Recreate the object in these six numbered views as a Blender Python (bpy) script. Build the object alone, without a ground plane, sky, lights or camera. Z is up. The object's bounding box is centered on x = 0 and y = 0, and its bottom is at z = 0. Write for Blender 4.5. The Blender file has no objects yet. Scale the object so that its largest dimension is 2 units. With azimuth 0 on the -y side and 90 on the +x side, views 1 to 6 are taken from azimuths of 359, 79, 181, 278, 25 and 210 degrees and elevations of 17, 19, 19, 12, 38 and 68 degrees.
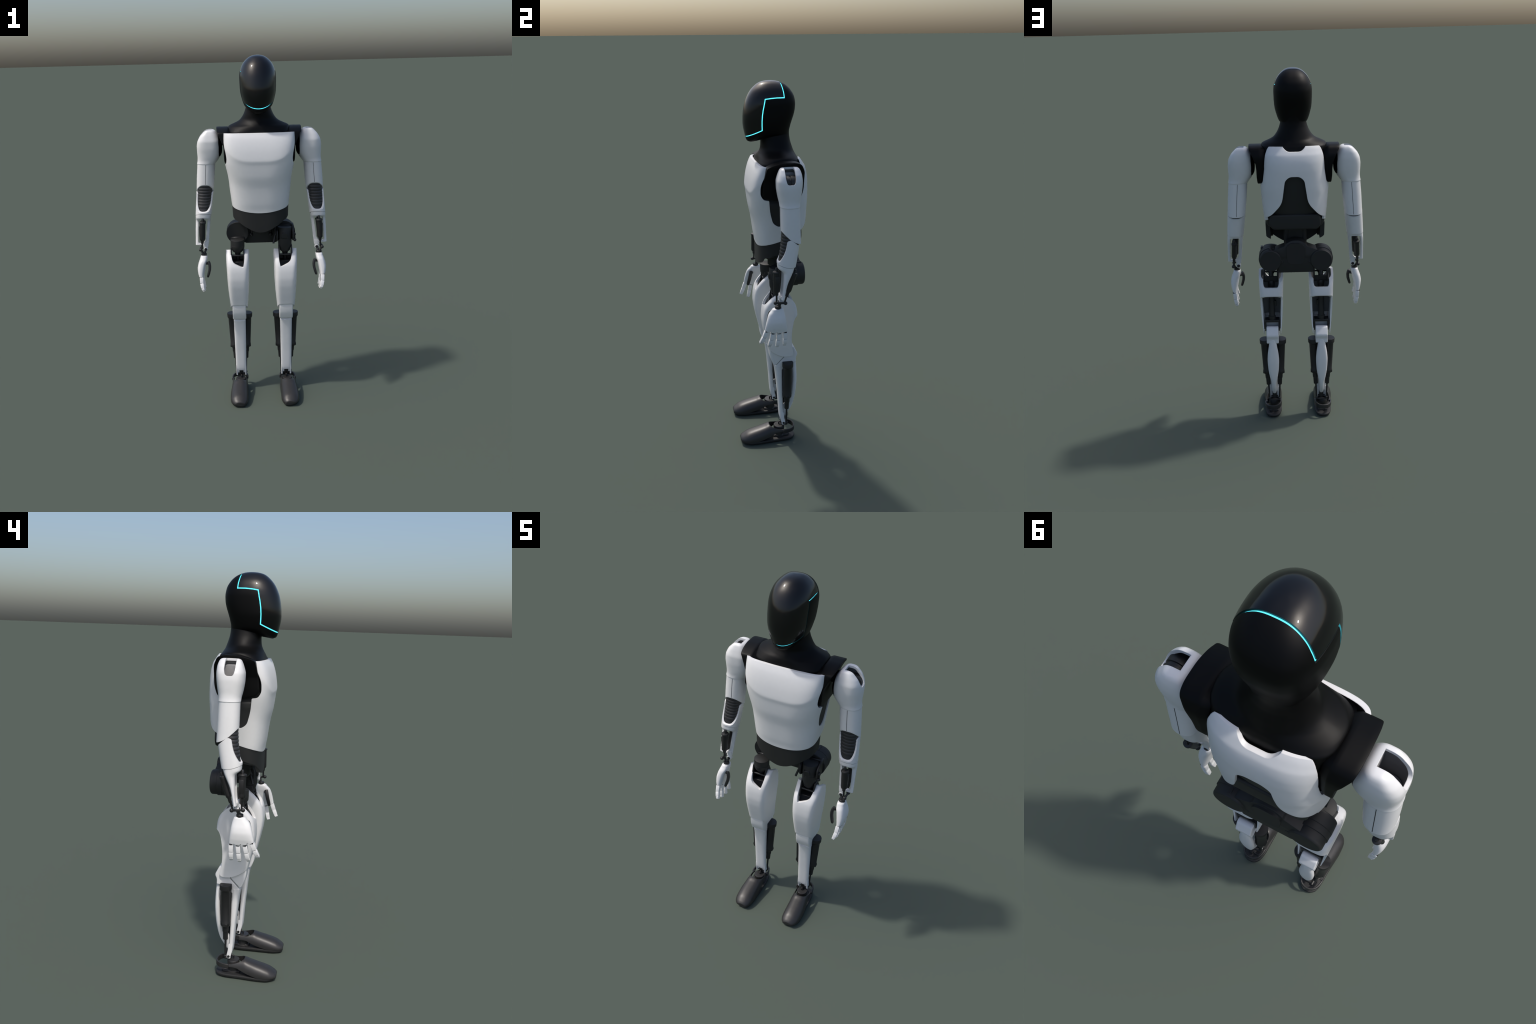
"""A tall humanoid robot: glossy black helmet head, white shell armour, exposed black actuators."""
import bpy, bmesh, math
import numpy as np
from mathutils import Vector, Matrix

# ------------------------------------------------------------------ numeric helpers
def curve(table, q):
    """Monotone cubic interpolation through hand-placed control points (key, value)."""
    t = sorted(table)
    x = np.array([a for a, _ in t], float); y = np.array([b for _, b in t], float)
    h = np.diff(x); d = np.diff(y) / h
    m = np.zeros_like(y)
    m[0], m[-1] = d[0], d[-1]
    for i in range(1, len(x) - 1):
        if d[i - 1] * d[i] > 0:
            w1, w2 = 2 * h[i] + h[i - 1], h[i] + 2 * h[i - 1]
            m[i] = (w1 + w2) / (w1 / d[i - 1] + w2 / d[i])
    q = min(max(q, x[0]), x[-1])
    i = min(max(int(np.searchsorted(x, q)) - 1, 0), len(h) - 1)
    s = (q - x[i]) / h[i]
    return ((1 + 2 * s) * (1 - s) ** 2 * y[i] + s * (1 - s) ** 2 * h[i] * m[i]
            + s * s * (3 - 2 * s) * y[i + 1] + s * s * (s - 1) * h[i] * m[i + 1])

def lerp(a, b, t): return a + (b - a) * t

def sgnpow(v, e): return math.copysign(abs(v) ** e, v)

def round_poly(pts, r=0.01, seg=5):
    """Polygon with every corner rounded; a point may carry its own radius as third value."""
    out = []; n = len(pts)
    for i in range(n):
        p = Vector(pts[i][:2]); a = Vector(pts[i - 1][:2]); b = Vector(pts[(i + 1) % n][:2])
        rad = pts[i][2] if len(pts[i]) > 2 else r
        u, v = a - p, b - p
        lu, lv = u.length, v.length
        u.normalize(); v.normalize()
        d = min(rad, lu * 0.45, lv * 0.45)
        if d < 1e-5: out.append((p.x, p.y)); continue
        s, e = p + u * d, p + v * d
        for k in range(seg + 1):
            t = k / seg
            c = s * (1 - t) ** 2 + p * 2 * t * (1 - t) + e * t * t
            out.append((c.x, c.y))
    return out

def offset_line(pts, d):
    """Open polyline shifted sideways by d with mitred corners."""
    out = []
    for i, p in enumerate(pts):
        p = Vector(p); dirs = []
        if i > 0: dirs.append((p - Vector(pts[i - 1])).normalized())
        if i < len(pts) - 1: dirs.append((Vector(pts[i + 1]) - p).normalized())
        ns = [Vector((-v.y, v.x)) for v in dirs]
        m = ns[0] if len(ns) == 1 else (ns[0] + ns[1]).normalized()
        q = p + m * (d / max(m.dot(ns[0]), 0.3))
        out.append((q.x, q.y))
    return out

# ------------------------------------------------------------------ mesh helpers
def mesh_of(verts, faces, name="part"):
    me = bpy.data.meshes.new(name)
    me.from_pydata([tuple(v) for v in verts], [], faces)
    bm = bmesh.new(); bm.from_mesh(me)
    bmesh.ops.remove_doubles(bm, verts=bm.verts, dist=1e-6)
    bmesh.ops.recalc_face_normals(bm, faces=bm.faces)
    bm.to_mesh(me); bm.free()
    return me

def loft(rings, closed=True):
    n = len(rings[0]); v = [p for r in rings for p in r]; f = []
    for i in range(len(rings) - 1):
        for j in range(n):
            k = (j + 1) % n
            f.append((i * n + j, i * n + k, (i + 1) * n + k, (i + 1) * n + j))
    if closed:
        for base, rev in ((0, True), ((len(rings) - 1) * n, False)):
            c = len(v); v.append(tuple(np.mean(np.array(v[base:base + n]), axis=0)))
            for j in range(n):
                a, b = base + j, base + (j + 1) % n
                f.append((b, a, c) if rev else (a, b, c))
    return mesh_of(v, f)

def ring(z, x0, x1, y0, y1, n=2.4, N=72, nb=None, cy=None):
    """Horizontal superellipse spanning x0..x1 and y0..y1."""
    cx, rx = (x0 + x1) / 2, (x1 - x0) / 2
    if cy is None: cy = (y0 + y1) / 2
    out = []
    for k in range(N):
        a = 2 * math.pi * k / N
        e = n if math.sin(a) < 0 else (nb or n)
        x = cx + rx * sgnpow(math.cos(a), 2 / e)
        s = sgnpow(math.sin(a), 2 / e)
        y = cy + s * ((cy - y0) if s < 0 else (y1 - cy))
        out.append((x, y, z))
    return out

def frame_of(d):
    d = Vector(d).normalized()
    u = d.orthogonal().normalized()
    return u, d.cross(u)

def turned(p0, p1, profile, N=28):
    """Lathe body along p0->p1; profile is a list of (distance fraction, radius)."""
    p0, p1 = Vector(p0), Vector(p1)
    u, v = frame_of(p1 - p0)
    rings = []
    for t, r in profile:
        c = p0.lerp(p1, t)
        rings.append([c + u * (r * math.cos(2 * math.pi * k / N)) + v * (r * math.sin(2 * math.pi * k / N)) for k in range(N)])
    return loft(rings)

def rod(p0, p1, r, N=20, ch=None):
    L = (Vector(p1) - Vector(p0)).length
    c = min(ch if ch is not None else r * 0.15, L * .3)
    return turned(p0, p1, [(0, r - c), (c / L, r), (1 - c / L, r), (1, r - c)], N)

def ball(c, r, N=16):
    rings = []
    for i in range(1, N):
        a = math.pi * i / N
        rings.append([(c[0] + r * math.sin(a) * math.cos(2 * math.pi * k / N), c[1] + r * math.sin(a) * math.sin(2 * math.pi * k / N), c[2] - r * math.cos(a)) for k in range(N)])
    return loft(rings)

def prism(poly, axis, lo, hi):
    """Extrude a 2D polygon; axis x: (y,z), axis y: (x,z), axis z: (x,y)."""
    def P(a, b, c):
        return {'x': (c, a, b), 'y': (a, c, b), 'z': (a, b, c)}[axis]
    n = len(poly)
    v = [P(a, b, lo) for a, b in poly] + [P(a, b, hi) for a, b in poly]
    f = [tuple(range(n))[::-1], tuple(range(n, 2 * n))]
    f += [(i, (i + 1) % n, n + (i + 1) % n, n + i) for i in range(n)]
    return mesh_of(v, f)

def slab(poly, axis, lo, hi, r=.005, seg=5):
    """Extruded polygon whose two rims are rounded with radius r."""
    n = len(poly); P2 = [Vector(p) for p in poly]
    area = sum(P2[i].x * P2[(i + 1) % n].y - P2[(i + 1) % n].x * P2[i].y for i in range(n))
    sg = 1 if area > 0 else -1
    nor = []
    for i in range(n):
        e = (P2[(i + 1) % n] - P2[i - 1]).normalized()
        nor.append(Vector((-e.y, e.x)) * sg)       # points inward
    def P(a, b, c): return {'x': (c, a, b), 'y': (a, c, b), 'z': (a, b, c)}[axis]
    levels = []
    for k in range(seg + 1):
        t = math.pi / 2 * k / seg
        levels.append((lo + r * (1 - math.cos(t)), r * (1 - math.sin(t))))
    levels += [(hi - (c - lo), d) for c, d in levels[::-1]]
    v, f = [], []
    for c, d in levels:
        v += [P(p.x + q.x * d, p.y + q.y * d, c) for p, q in zip(P2, nor)]
    for i in range(len(levels) - 1):
        for j in range(n):
            k = (j + 1) % n
            f.append((i * n + j, i * n + k, (i + 1) * n + k, (i + 1) * n + j))
    f += [tuple(range(n))[::-1], tuple(range((len(levels) - 1) * n, len(levels) * n))]
    return mesh_of(v, f)

def box(x0, x1, y0, y1, z0, z1):
    return prism([(x0, y0), (x1, y0), (x1, y1), (x0, y1)], 'z', z0, z1)

def with_mods(me, *mods):
    """Apply modifiers given as (type, dict) to a mesh and hand back the result."""
    ob = bpy.data.objects.new("tmp", me); bpy.context.scene.collection.objects.link(ob)
    extra = []
    for typ, kw in mods:
        m = ob.modifiers.new(typ, typ)
        for k, val in kw.items():
            if k == 'object':
                o2 = bpy.data.objects.new("tmp_b", val); bpy.context.scene.collection.objects.link(o2)
                extra.append(o2); val = o2
            setattr(m, k, val)
    bpy.context.view_layer.update()
    dg = bpy.context.evaluated_depsgraph_get()
    res = bpy.data.meshes.new_from_object(ob.evaluated_get(dg))
    for o in [ob] + extra:
        bpy.data.objects.remove(o)
    return res

def boolean(a, b, op):
    return with_mods(a, ('BOOLEAN', dict(operation=op, solver='EXACT', object=b)))
def minus(a, *bs):
    for b in bs: a = boolean(a, b, 'DIFFERENCE')
    return a
def meet(a, b): return boolean(a, b, 'INTERSECT')
def shell(me, t): return with_mods(me, ('SOLIDIFY', dict(thickness=t, offset=-1.0, use_even_offset=True)))
def lined_shell(me, t):
    me.materials.append(WHITE); me.materials.append(GREY)
    return with_mods(me, ('SOLIDIFY', dict(thickness=t, offset=-1.0, use_even_offset=True, material_offset=1)))
def bevel(me, w, seg=3, ang=35):
    return with_mods(me, ('BEVEL', dict(width=w, segments=seg, limit_method='ANGLE', angle_limit=math.radians(ang))))

def join(*ms):
    v, f = [], []
    for me in ms:
        o = len(v)
        v += [tuple(p.co) for p in me.vertices]
        f += [tuple(i + o for i in p.vertices) for p in me.polygons]
    me = bpy.data.meshes.new("part"); me.from_pydata(v, [], f); me.update()
    return me

def flipped(me):
    """Mirror image across x = 0."""
    m2 = me.copy()
    bm = bmesh.new(); bm.from_mesh(m2)
    for v in bm.verts: v.co.x = -v.co.x
    bmesh.ops.reverse_faces(bm, faces=bm.faces)
    bm.to_mesh(m2); bm.free()
    return m2

# ------------------------------------------------------------------ materials
def material(name, color, rough, grain=0.03, scale=60.0, coat=0.0, coat_rough=0.03, bev=0.0, spec=0.5, emit=None, bump=0.0):
    m = bpy.data.materials.new(name); m.use_nodes = True
    nt = m.node_tree; N = nt.nodes; L = nt.links
    b = N["Principled BSDF"]
    tc = N.new("ShaderNodeTexCoord")
    nz = N.new("ShaderNodeTexNoise"); nz.inputs["Scale"].default_value = scale; nz.inputs["Detail"].default_value = 3.0
    L.new(tc.outputs["Object"], nz.inputs["Vector"])
    rp = N.new("ShaderNodeValToRGB")
    lo = [c * (1 - grain) for c in color]; hi = [min(1, c * (1 + grain)) for c in color]
    rp.color_ramp.elements[0].position = 0.3; rp.color_ramp.elements[0].color = (*lo, 1)
    rp.color_ramp.elements[1].position = 0.7; rp.color_ramp.elements[1].color = (*hi, 1)
    L.new(nz.outputs["Fac"], rp.inputs["Fac"]); L.new(rp.outputs["Color"], b.inputs["Base Color"])
    mr = N.new("ShaderNodeMapRange")
    mr.inputs["To Min"].default_value = rough - 0.02; mr.inputs["To Max"].default_value = rough + 0.02
    L.new(nz.outputs["Fac"], mr.inputs["Value"]); L.new(mr.outputs["Result"], b.inputs["Roughness"])
    b.inputs["Specular IOR Level"].default_value = spec
    b.inputs["Coat Weight"].default_value = coat; b.inputs["Coat Roughness"].default_value = coat_rough
    nrm = None
    if bev:
        bv = N.new("ShaderNodeBevel"); bv.samples = 4; bv.inputs["Radius"].default_value = bev
        nrm = bv.outputs["Normal"]
    if bump:
        bp = N.new("ShaderNodeBump"); bp.inputs["Strength"].default_value = bump; bp.inputs["Distance"].default_value = 0.001
        n2 = N.new("ShaderNodeTexNoise"); n2.inputs["Scale"].default_value = 900
        L.new(tc.outputs["Object"], n2.inputs["Vector"]); L.new(n2.outputs["Fac"], bp.inputs["Height"])
        if nrm: L.new(nrm, bp.inputs["Normal"])
        nrm = bp.outputs["Normal"]
    if nrm: L.new(nrm, b.inputs["Normal"])
    if emit:
        b.inputs["Emission Color"].default_value = (*emit[0], 1); b.inputs["Emission Strength"].default_value = emit[1]
    return m

WHITE = material("white_shell", (0.735, 0.735, 0.735), 0.38, 0.01, bev=0.0025)
SATIN = material("satin_black", (0.0012, 0.0012, 0.0013), 0.50, 0.1, bev=0.002, spec=0.17)
VISOR = material("glossy_visor", (0.0012, 0.0012, 0.0015), 0.36, 0.05, coat=0.62, coat_rough=0.02, spec=0.2)
CHAR = material("charcoal_panel", (0.0125, 0.013, 0.013), 0.62, 0.06, bev=0.002)
STEEL = material("black_actuator", (0.0115, 0.0115, 0.012), 0.48, 0.1, bev=0.0012)
RUBBER = material("ribbed_rubber", (0.022, 0.022, 0.024), 0.52, 0.1)
SHOE = material("shoe_shell", (0.0235, 0.0228, 0.0228), 0.42, 0.05, bev=0.002)
SOLE = material("shoe_sole", (0.016, 0.016, 0.016), 0.6, 0.08, bev=0.003)
GREY = material("grey_interior", (0.28, 0.28, 0.285), 0.5, 0.05)
CYAN = material("cyan_light", (0.02, 0.3, 0.4), 0.5, emit=((0.10, 0.82, 1.0), 1.6))
LINER = material("dark_liner", (0.10, 0.102, 0.107), 0.55, 0.05)
SEAM = material("dark_seam", (0.01, 0.01, 0.011), 0.7)

# ------------------------------------------------------------------ object helpers
def add(name, me, mat, parent=None, smooth=38):
    ob = bpy.data.objects.new(name, me)
    me.name = name
    bpy.context.scene.collection.objects.link(ob)
    if len(me.materials) == 2: me.materials[0] = mat; me.materials[1] = GREY      # shells with a grey lining
    else: me.materials.clear(); me.materials.append(mat)
    if smooth is not None:
        me.shade_smooth() if hasattr(me, "shade_smooth") else None
        me.set_sharp_from_angle(angle=math.radians(smooth))
    if parent: ob.parent = parent
    return ob

ROBOT = bpy.data.objects.new("humanoid_robot", None)
bpy.context.scene.collection.objects.link(ROBOT)
ROBOT["label"] = "slim humanoid robot with black helmet head and white shell armour"
ROBOT["category"] = "robot"

def both(build):
    """Build a side's parts once for the robot's left (+x) and mirror them for the right."""
    made = build()            # list of (name, mesh, material, parent index or None)
    for mirror in (False, True):
        obs = []
        for name, me, mat, par in made:
            m = flipped(me) if mirror else me
            obs.append(add(name, m, mat, ROBOT if par is None else obs[par]))

# ================================================================== HEAD
HF = [(2.0, .010), (1.997, -.020), (1.991, -.042), (1.972, -.070), (1.95, -.0905), (1.92, -.108), (1.89, -.1195), (1.854, -.1270),
      (1.825, -.1302), (1.80, -.1308), (1.774, -.1290), (1.75, -.1242), (1.724, -.1185), (1.708, -.1135), (1.699, -.106), (1.694, -.094)]
HB = [(2.0, .010), (1.997, .040), (1.990, .066), (1.975, .093), (1.954, .114), (1.92, .1325), (1.885, .1380), (1.86, .1365), (1.834, .131),
      (1.80, .120), (1.775, .1128), (1.745, .1065), (1.72, .1045), (1.694, .102)]
HW = [(2.0, .0), (1.997, .024), (1.990, .0425), (1.977, .0605), (1.957, .0785), (1.937, .0890), (1.91, .0972), (1.887, .0994), (1.86, .0991),
      (1.836, .0982), (1.81, .0963), (1.776, .0890), (1.75, .0808), (1.73, .0715), (1.71, .060), (1.699, .052), (1.694, .044)]
def q_of(t): return [(math.sqrt(2.0005 - z), v) for z, v in t]
HFq, HBq, HWq = q_of(HF), q_of(HB), q_of(HW)
def head_solid(inset=0.0, N=112):
    rings = []
    qmax = math.sqrt(2.0005 - 1.694)
    qs = [0.028 + (qmax - 0.028) * (i / 74) for i in range(75)]
    for q in qs:
        z = 2.0005 - q * q
        f, b, w = curve(HFq, q) + inset, curve(HBq, q) - inset, curve(HWq, q) - inset
        zz = z - inset * max(0, (z - 1.86) / 0.14)
        w = max(w, 0.003); mid = (f + b) / 2
        if b - f < .006: f, b = mid - .003, mid + .003
        rg = ring(zz, -w, w, f, b, 2.15, N, nb=2.65, cy=(f + b) / 2 + .004)
        k = max(0.0, min(1.0, (1.735 - z) / .041))        # jaw underside climbs toward the throat
        rings.append([(x, y, h + .30 * k * max(0.0, min(.075, y + .100))) for x, y, h in rg])
    return loft(rings[::-1])

# boundary of the visor in side view (y, z), front-bottom to crown
EDGE_BASE = [(-.20, 1.690), (-.128, 1.7205), (-.105, 1.7315), (-.084, 1.7415), (-.044, 1.7610), (-.0455, 1.784), (-.0462, 1.806),
             (-.0445, 1.835), (-.0405, 1.862), (-.0295, 1.9145), (.0, 1.9185), (.03, 1.9205), (.0670, 1.9205), (.0655, 1.945), (.061, 1.975), (.050, 2.05)]
def visor_region(d):
    return offset_line(EDGE_BASE, d) + [(-.3, 2.1), (-.3, 1.65)]
GAP = .0024
H = head_solid()
head_me = minus(H, prism(visor_region(-GAP), 'x', -.2, .2))
head = add("head", head_me, SATIN, ROBOT)
visor_me = meet(shell(head_solid(-.0004), .007), prism(visor_region(GAP), 'x', -.2, .2))
add("visor", visor_me, VISOR, head)
strip_poly = offset_line(EDGE_BASE, GAP + .002) + offset_line(EDGE_BASE, -GAP - .002)[::-1]
add("light_strip", meet(head_solid(.0030), prism(strip_poly, 'x', -.2, .2)), CYAN, head)

# ================================================================== NECK and shoulder yoke
NECK = [  # z, half width, front, back, exponent
    (1.805, .062, -.030, .1195, 2.0), (1.784, .064, -.034, .1150, 2.1), (1.76, .0655, -.037, .1108, 2.1), (1.738, .0668, -.0385, .1093, 2.1), (1.71, .0735, -.039, .1122, 2.1), (1.69, .082, -.0395, .1170, 2.1),
    (1.672, .093, -.041, .1230, 2.0), (1.658, .1055, -.044, .1280, 1.9), (1.648, .122, -.048, .1320, 1.8), (1.640, .140, -.052, .1350, 1.9),
    (1.632, .158, -.055, .1385, 2.1), (1.625, .1675, -.0575, .1410, 2.4), (1.615, .1695, -.060, .1450, 3.1), (1.60, .1698, -.0635, .1490, 3.2), (1.57, .1698, -.073, .158, 3.2), (1.53, .1690, -.085, .165, 3.2)]
nk = []
for i in range(92):
    z = lerp(1.805, 1.53, i / 91)
    g = lambda c: curve([(r[0], r[c]) for r in NECK], z)
    nk.append(ring(z, -g(1), g(1), g(2), g(3), curve([(1.50, 3.6), (1.596, 3.6), (1.608, 2.9), (1.622, 2.2), (1.64, 1.65), (1.66, 1.7), (1.69, 2.0), (1.72, 2.1)], z), 96, nb=g(4), cy=.045))
add("neck", loft(nk[::-1]), SATIN, ROBOT, smooth=60)

# ================================================================== TORSO
C_Y = .03
T_FRONT = [(1.64, -.048), (1.60, -.0725), (1.56, -.0925), (1.508, -.1070), (1.475, -.1125), (1.456, -.1148), (1.446, -.1155), (1.437, -.1143), (1.425, -.1122),
           (1.388, -.1085), (1.361, -.1055), (1.29, -.0915), (1.203, -.0800), (1.15, -.0722), (1.10, -.0705), (1.0, -.069)]
T_BACK = [(1.64, .134), (1.619, .152), (1.611, .159), (1.595, .170), (1.574, .1825), (1.53, .1935), (1.49, .1968), (1.42, .1970), (1.34, .1930), (1.25, .1890), (1.15, .183)]
W_FRONT = [(1.64, .199), (1.60, .2025), (1.53, .2025), (1.46, .1985), (1.43, .1945), (1.40, .1885), (1.36, .1810), (1.295, .1735), (1.235, .1670), (1.18, .1612), (1.15, .1585)]
W_BACK = [(1.64, .168), (1.60, .1755), (1.50, .178), (1.44, .1825), (1.40, .1825), (1.36, .1785), (1.295, .1735), (1.235, .1670), (1.18, .1612), (1.15, .1585)]
T_INSERT = [(1.62, .165), (1.50, .176), (1.40, .168), (1.33, .158), (1.26, .144), (1.20, .128)]
CREASE = 1.444
def crease_warp(z, x):
    """Chest crease climbs toward the arms: map height so that the ridge follows it."""
    dz = .054 * min(1.2, (abs(x) / .177) ** 3.5)
    zc = CREASE + dz
    if z >= zc: return CREASE + (z - zc) * (1.64 - CREASE) / (1.64 - zc)
    lo = 1.30
    return z if z < lo else lo + (z - lo) * (CREASE - lo) / (zc - lo)
def torso_rings(zs, off=0.0, N=144, inner=False):
    out = []
    for z in zs:
        r = []
        for k in range(N):
            a = 2 * math.pi * k / N
            e = curve([(1.14, 3.0), (1.30, 3.0), (1.46, 4.0), (1.64, 4.0)], z) if math.sin(a) < 0 else 3.0
            c, s = sgnpow(math.cos(a), 2 / e), sgnpow(math.sin(a), 2 / e)
            if s < 0:
                w = curve(W_FRONT, z) - off
                if inner: w = min(w, lerp(.180, .166, min(1, max(0, (z - 1.40) / .03))))
                x = w * c
                y = C_Y + (-s) * (curve(T_FRONT, crease_warp(z, x)) + off - C_Y)
            else:
                w = curve(W_BACK, z) - off
                if inner: w = min(w, lerp(.180, .166, min(1, max(0, (z - 1.40) / .03))))
                x = w * c
                y = C_Y + s * ((curve(T_INSERT, z) if inner else curve(T_BACK, z) - off) - C_Y)
            r.append((x, y, z))
        out.append(r)
    return out
zs = [lerp(1.14, 1.64, i / 110) for i in range(111)]
skin = shell(loft(torso_rings(zs)), .012)
# lower hem: front dips, rises along the flanks to the rear
hem = [(-.3, 1.10), (-.075, 1.14), (-.055, 1.168), (-.03, 1.179), (.035, 1.198), (.10, 1.221), (.14, 1.235), (.165, 1.247), (.3, 1.247), (.3, 1.0), (-.3, 1.0)]
skin = minus(skin, prism(hem, 'x', -.4, .4))
lip = [(x, 1.1500 + .012 * (x / .1) ** 2) for x in [-.17 + .34 * i / 34 for i in range(35)]]
skin = minus(skin, prism(lip + [(.17, 1.0), (-.17, 1.0)], 'y', -.3, -.02))
# open top: front stops at the collar, back a bit higher
skin = minus(skin, prism([(-.4, 1.597), (.05, 1.594), (.05, 1.619), (.4, 1.619), (.4, 1.8), (-.4, 1.8)], 'x', -.4, .4))
# arm holes and flank windows
hole = round_poly([(-.0365, 1.66, 0), (-.0365, 1.588, .012), (-.0745, 1.503, .03), (-.0745, 1.452, .02), (-.0585, 1.4265, .02), (-.032, 1.424, .004),
                   (-.0255, 1.36, .04), (-.009, 1.298, .03), (.022, 1.277, .02), (.052, 1.290, .02), (.080, 1.36, .04), (.098, 1.424, .02),
                   (.137, 1.432, .02), (.145, 1.50, .05), (.142, 1.59, .05), (.118, 1.66, 0)], .01)
skin = minus(skin, prism(hole, 'x', .09, .4), prism(hole, 'x', -.4, -.09))
# rear window and the dip under the nape
rear = round_poly([(.026, 1.4725, .025), (.050, 1.452, .03), (.068, 1.330, .03), (.126, 1.262, .04), (.175, 1.232, 0), (.175, 1.10, 0),
                   (-.175, 1.10, 0), (-.175, 1.232, 0), (-.126, 1.262, .04), (-.068, 1.330, .03), (-.050, 1.452, .03), (-.026, 1.4725, .025)], .01, 8)
dip = round_poly([(.066, 1.70, 0), (.060, 1.6185, .012), (.036, 1.594, .018), (-.036, 1.594, .018), (-.060, 1.6185, .012), (-.066, 1.70, 0)], .01)
skin = minus(skin, prism(rear, 'y', .12, .3), prism(dip, 'y', .09, .3))
# rounded upper corners of the rear shell
for s in (1, -1):
    cor = [(s * .139, 1.66), (s * .139, 1.622), (s * .150, 1.6155), (s * .1555, 1.602), (s * .1548, 1.55), (s * .1552, 1.505), (s * .1595, 1.478), (s * .170, 1.455), (s * .179, 1.438), (s * .25, 1.438), (s * .25, 1.66)]
    skin = minus(skin, prism(cor, 'y', .08, .3))

core_z = [lerp(1.20, 1.565, i / 60) for i in range(61)]
core_rings = torso_rings(core_z, .0045, inner=True)
# rounded lower end of the core behind the waist
low = []
for t in range(7):
    u = 1 - t / 6
    z = lerp(1.20, 1.174, 1 - u * u)
    k = 1 - .16 * (1 - u) ** 1.5
    low.append([(x * k, C_Y + (y - C_Y) * k, z) for x, y, _ in core_rings[0]])
core = loft(low[::-1][:-1] + core_rings)
torso = add("torso", core, CHAR, ROBOT)
add("chest_and_back_shell", skin, WHITE, torso, smooth=42)

# raised lumbar pad at the bottom of the rear window
pad = bevel(prism(round_poly([(.128, 1.262), (.137, 1.235), (.137, 1.205), (.118, 1.178), (-.118, 1.178), (-.137, 1.205), (-.137, 1.235), (-.128, 1.262)], .02), 'y', .05, .1520), .010, 4)
add("lumbar_pad", pad, CHAR, torso)

# waist guard: thick U shaped shell, pointed in front
B_FRONT = [(1.25, -.0700), (1.15, -.0702), (1.0, -.069)]
bz = [lerp(1.02, 1.205, i / 40) for i in range(41)]
gr = [ring(z, -curve([(1.02, .150), (1.12, .1585), (1.21, .1615)], z), curve([(1.02, .150), (1.12, .1585), (1.21, .1615)], z), curve(B_FRONT, z), .17, 3.0, 144, cy=.035) for z in bz]
guard = shell(loft(gr), .024)
guard = minus(guard, box(-.3, .3, .060, .3, .9, 1.4), box(-.3, .3, -.3, .3, 1.192, 1.4), box(-.123, .123, -.045, .3, 1.0, 1.4))
under = round_poly([(-.3, 1.128, 0), (-.165, 1.128, .004), (-.150, 1.1095, .012), (-.130, 1.1005, .02), (-.095, 1.0745, .05), (-.045, 1.046, .05), (0, 1.0345, .04), (.045, 1.046, .05), (.095, 1.0745, .05),
                    (.130, 1.1005, .02), (.150, 1.1095, .012), (.165, 1.128, .004), (.3, 1.128, 0), (.3, .9, 0), (-.3, .9, 0)], .02)
guard = minus(guard, prism(under, 'y', -.3, .3))
add("waist_guard", guard, CHAR, torso)
add("waist_joint", join(bevel(box(-.040, .040, -.02, .055, 1.06, 1.20), .006), rod((.047, .040, 1.065), (.047, .040, 1.19), .016), rod((-.047, .040, 1.065), (-.047, .040, 1.19), .016),
                        rod((0, .040, 1.015), (0, .040, 1.10), .046, 40)), CHAR, torso)

# ================================================================== SHOULDER YOKE CAPS
def yoke_cap():
    side = round_poly([(-.047, 1.596, .01), (-.008, 1.6125, .05), (.034, 1.621, .05), (.095, 1.6205, .03), (.126, 1.611, .02), (.1455, 1.572, .03), (.1475, 1.545, .03),
                       (.146, 1.475, .04), (.128, 1.424, .02), (.016, 1.421, .02), (-.052, 1.4345, .02), (-.066, 1.455, .02), (-.064, 1.505, .05)], .02, 6)
    OUT = [(1.40, .190), (1.43, .1925), (1.47, .1955), (1.515, .196), (1.545, .204), (1.575, .217), (1.60, .2305), (1.62, .2360)]
    cx, cz = .045, 1.52
    n = len(side); rings = []
    def r_at(scale, xf):
        out = []
        for y, z in side:
            yy, zz = cx + (y - cx) * scale, cz + (z - cz) * scale
            out.append((xf(zz), yy, zz))
        return out
    rings.append(r_at(.90, lambda z: .150))
    rings.append(r_at(.985, lambda z: .1705))
    rings.append(r_at(1.0, lambda z: .1735))
    for i in range(1, 5):
        t = i / 5
        rings.append(r_at(1.0, lambda z, t=t: lerp(.1735, curve(OUT, z) - .004, t)))
    rings.append(r_at(1.0, lambda z: curve(OUT, z) - .004))
    rings.append(r_at(.992, lambda z: curve(OUT, z) - .001))
    for s in (.975, .9, .8, .65, .45, .2):
        rings.append(r_at(s, lambda z: curve(OUT, z)))
    return [("shoulder_yoke", loft(rings), SATIN, None)]
both(yoke_cap)

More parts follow.
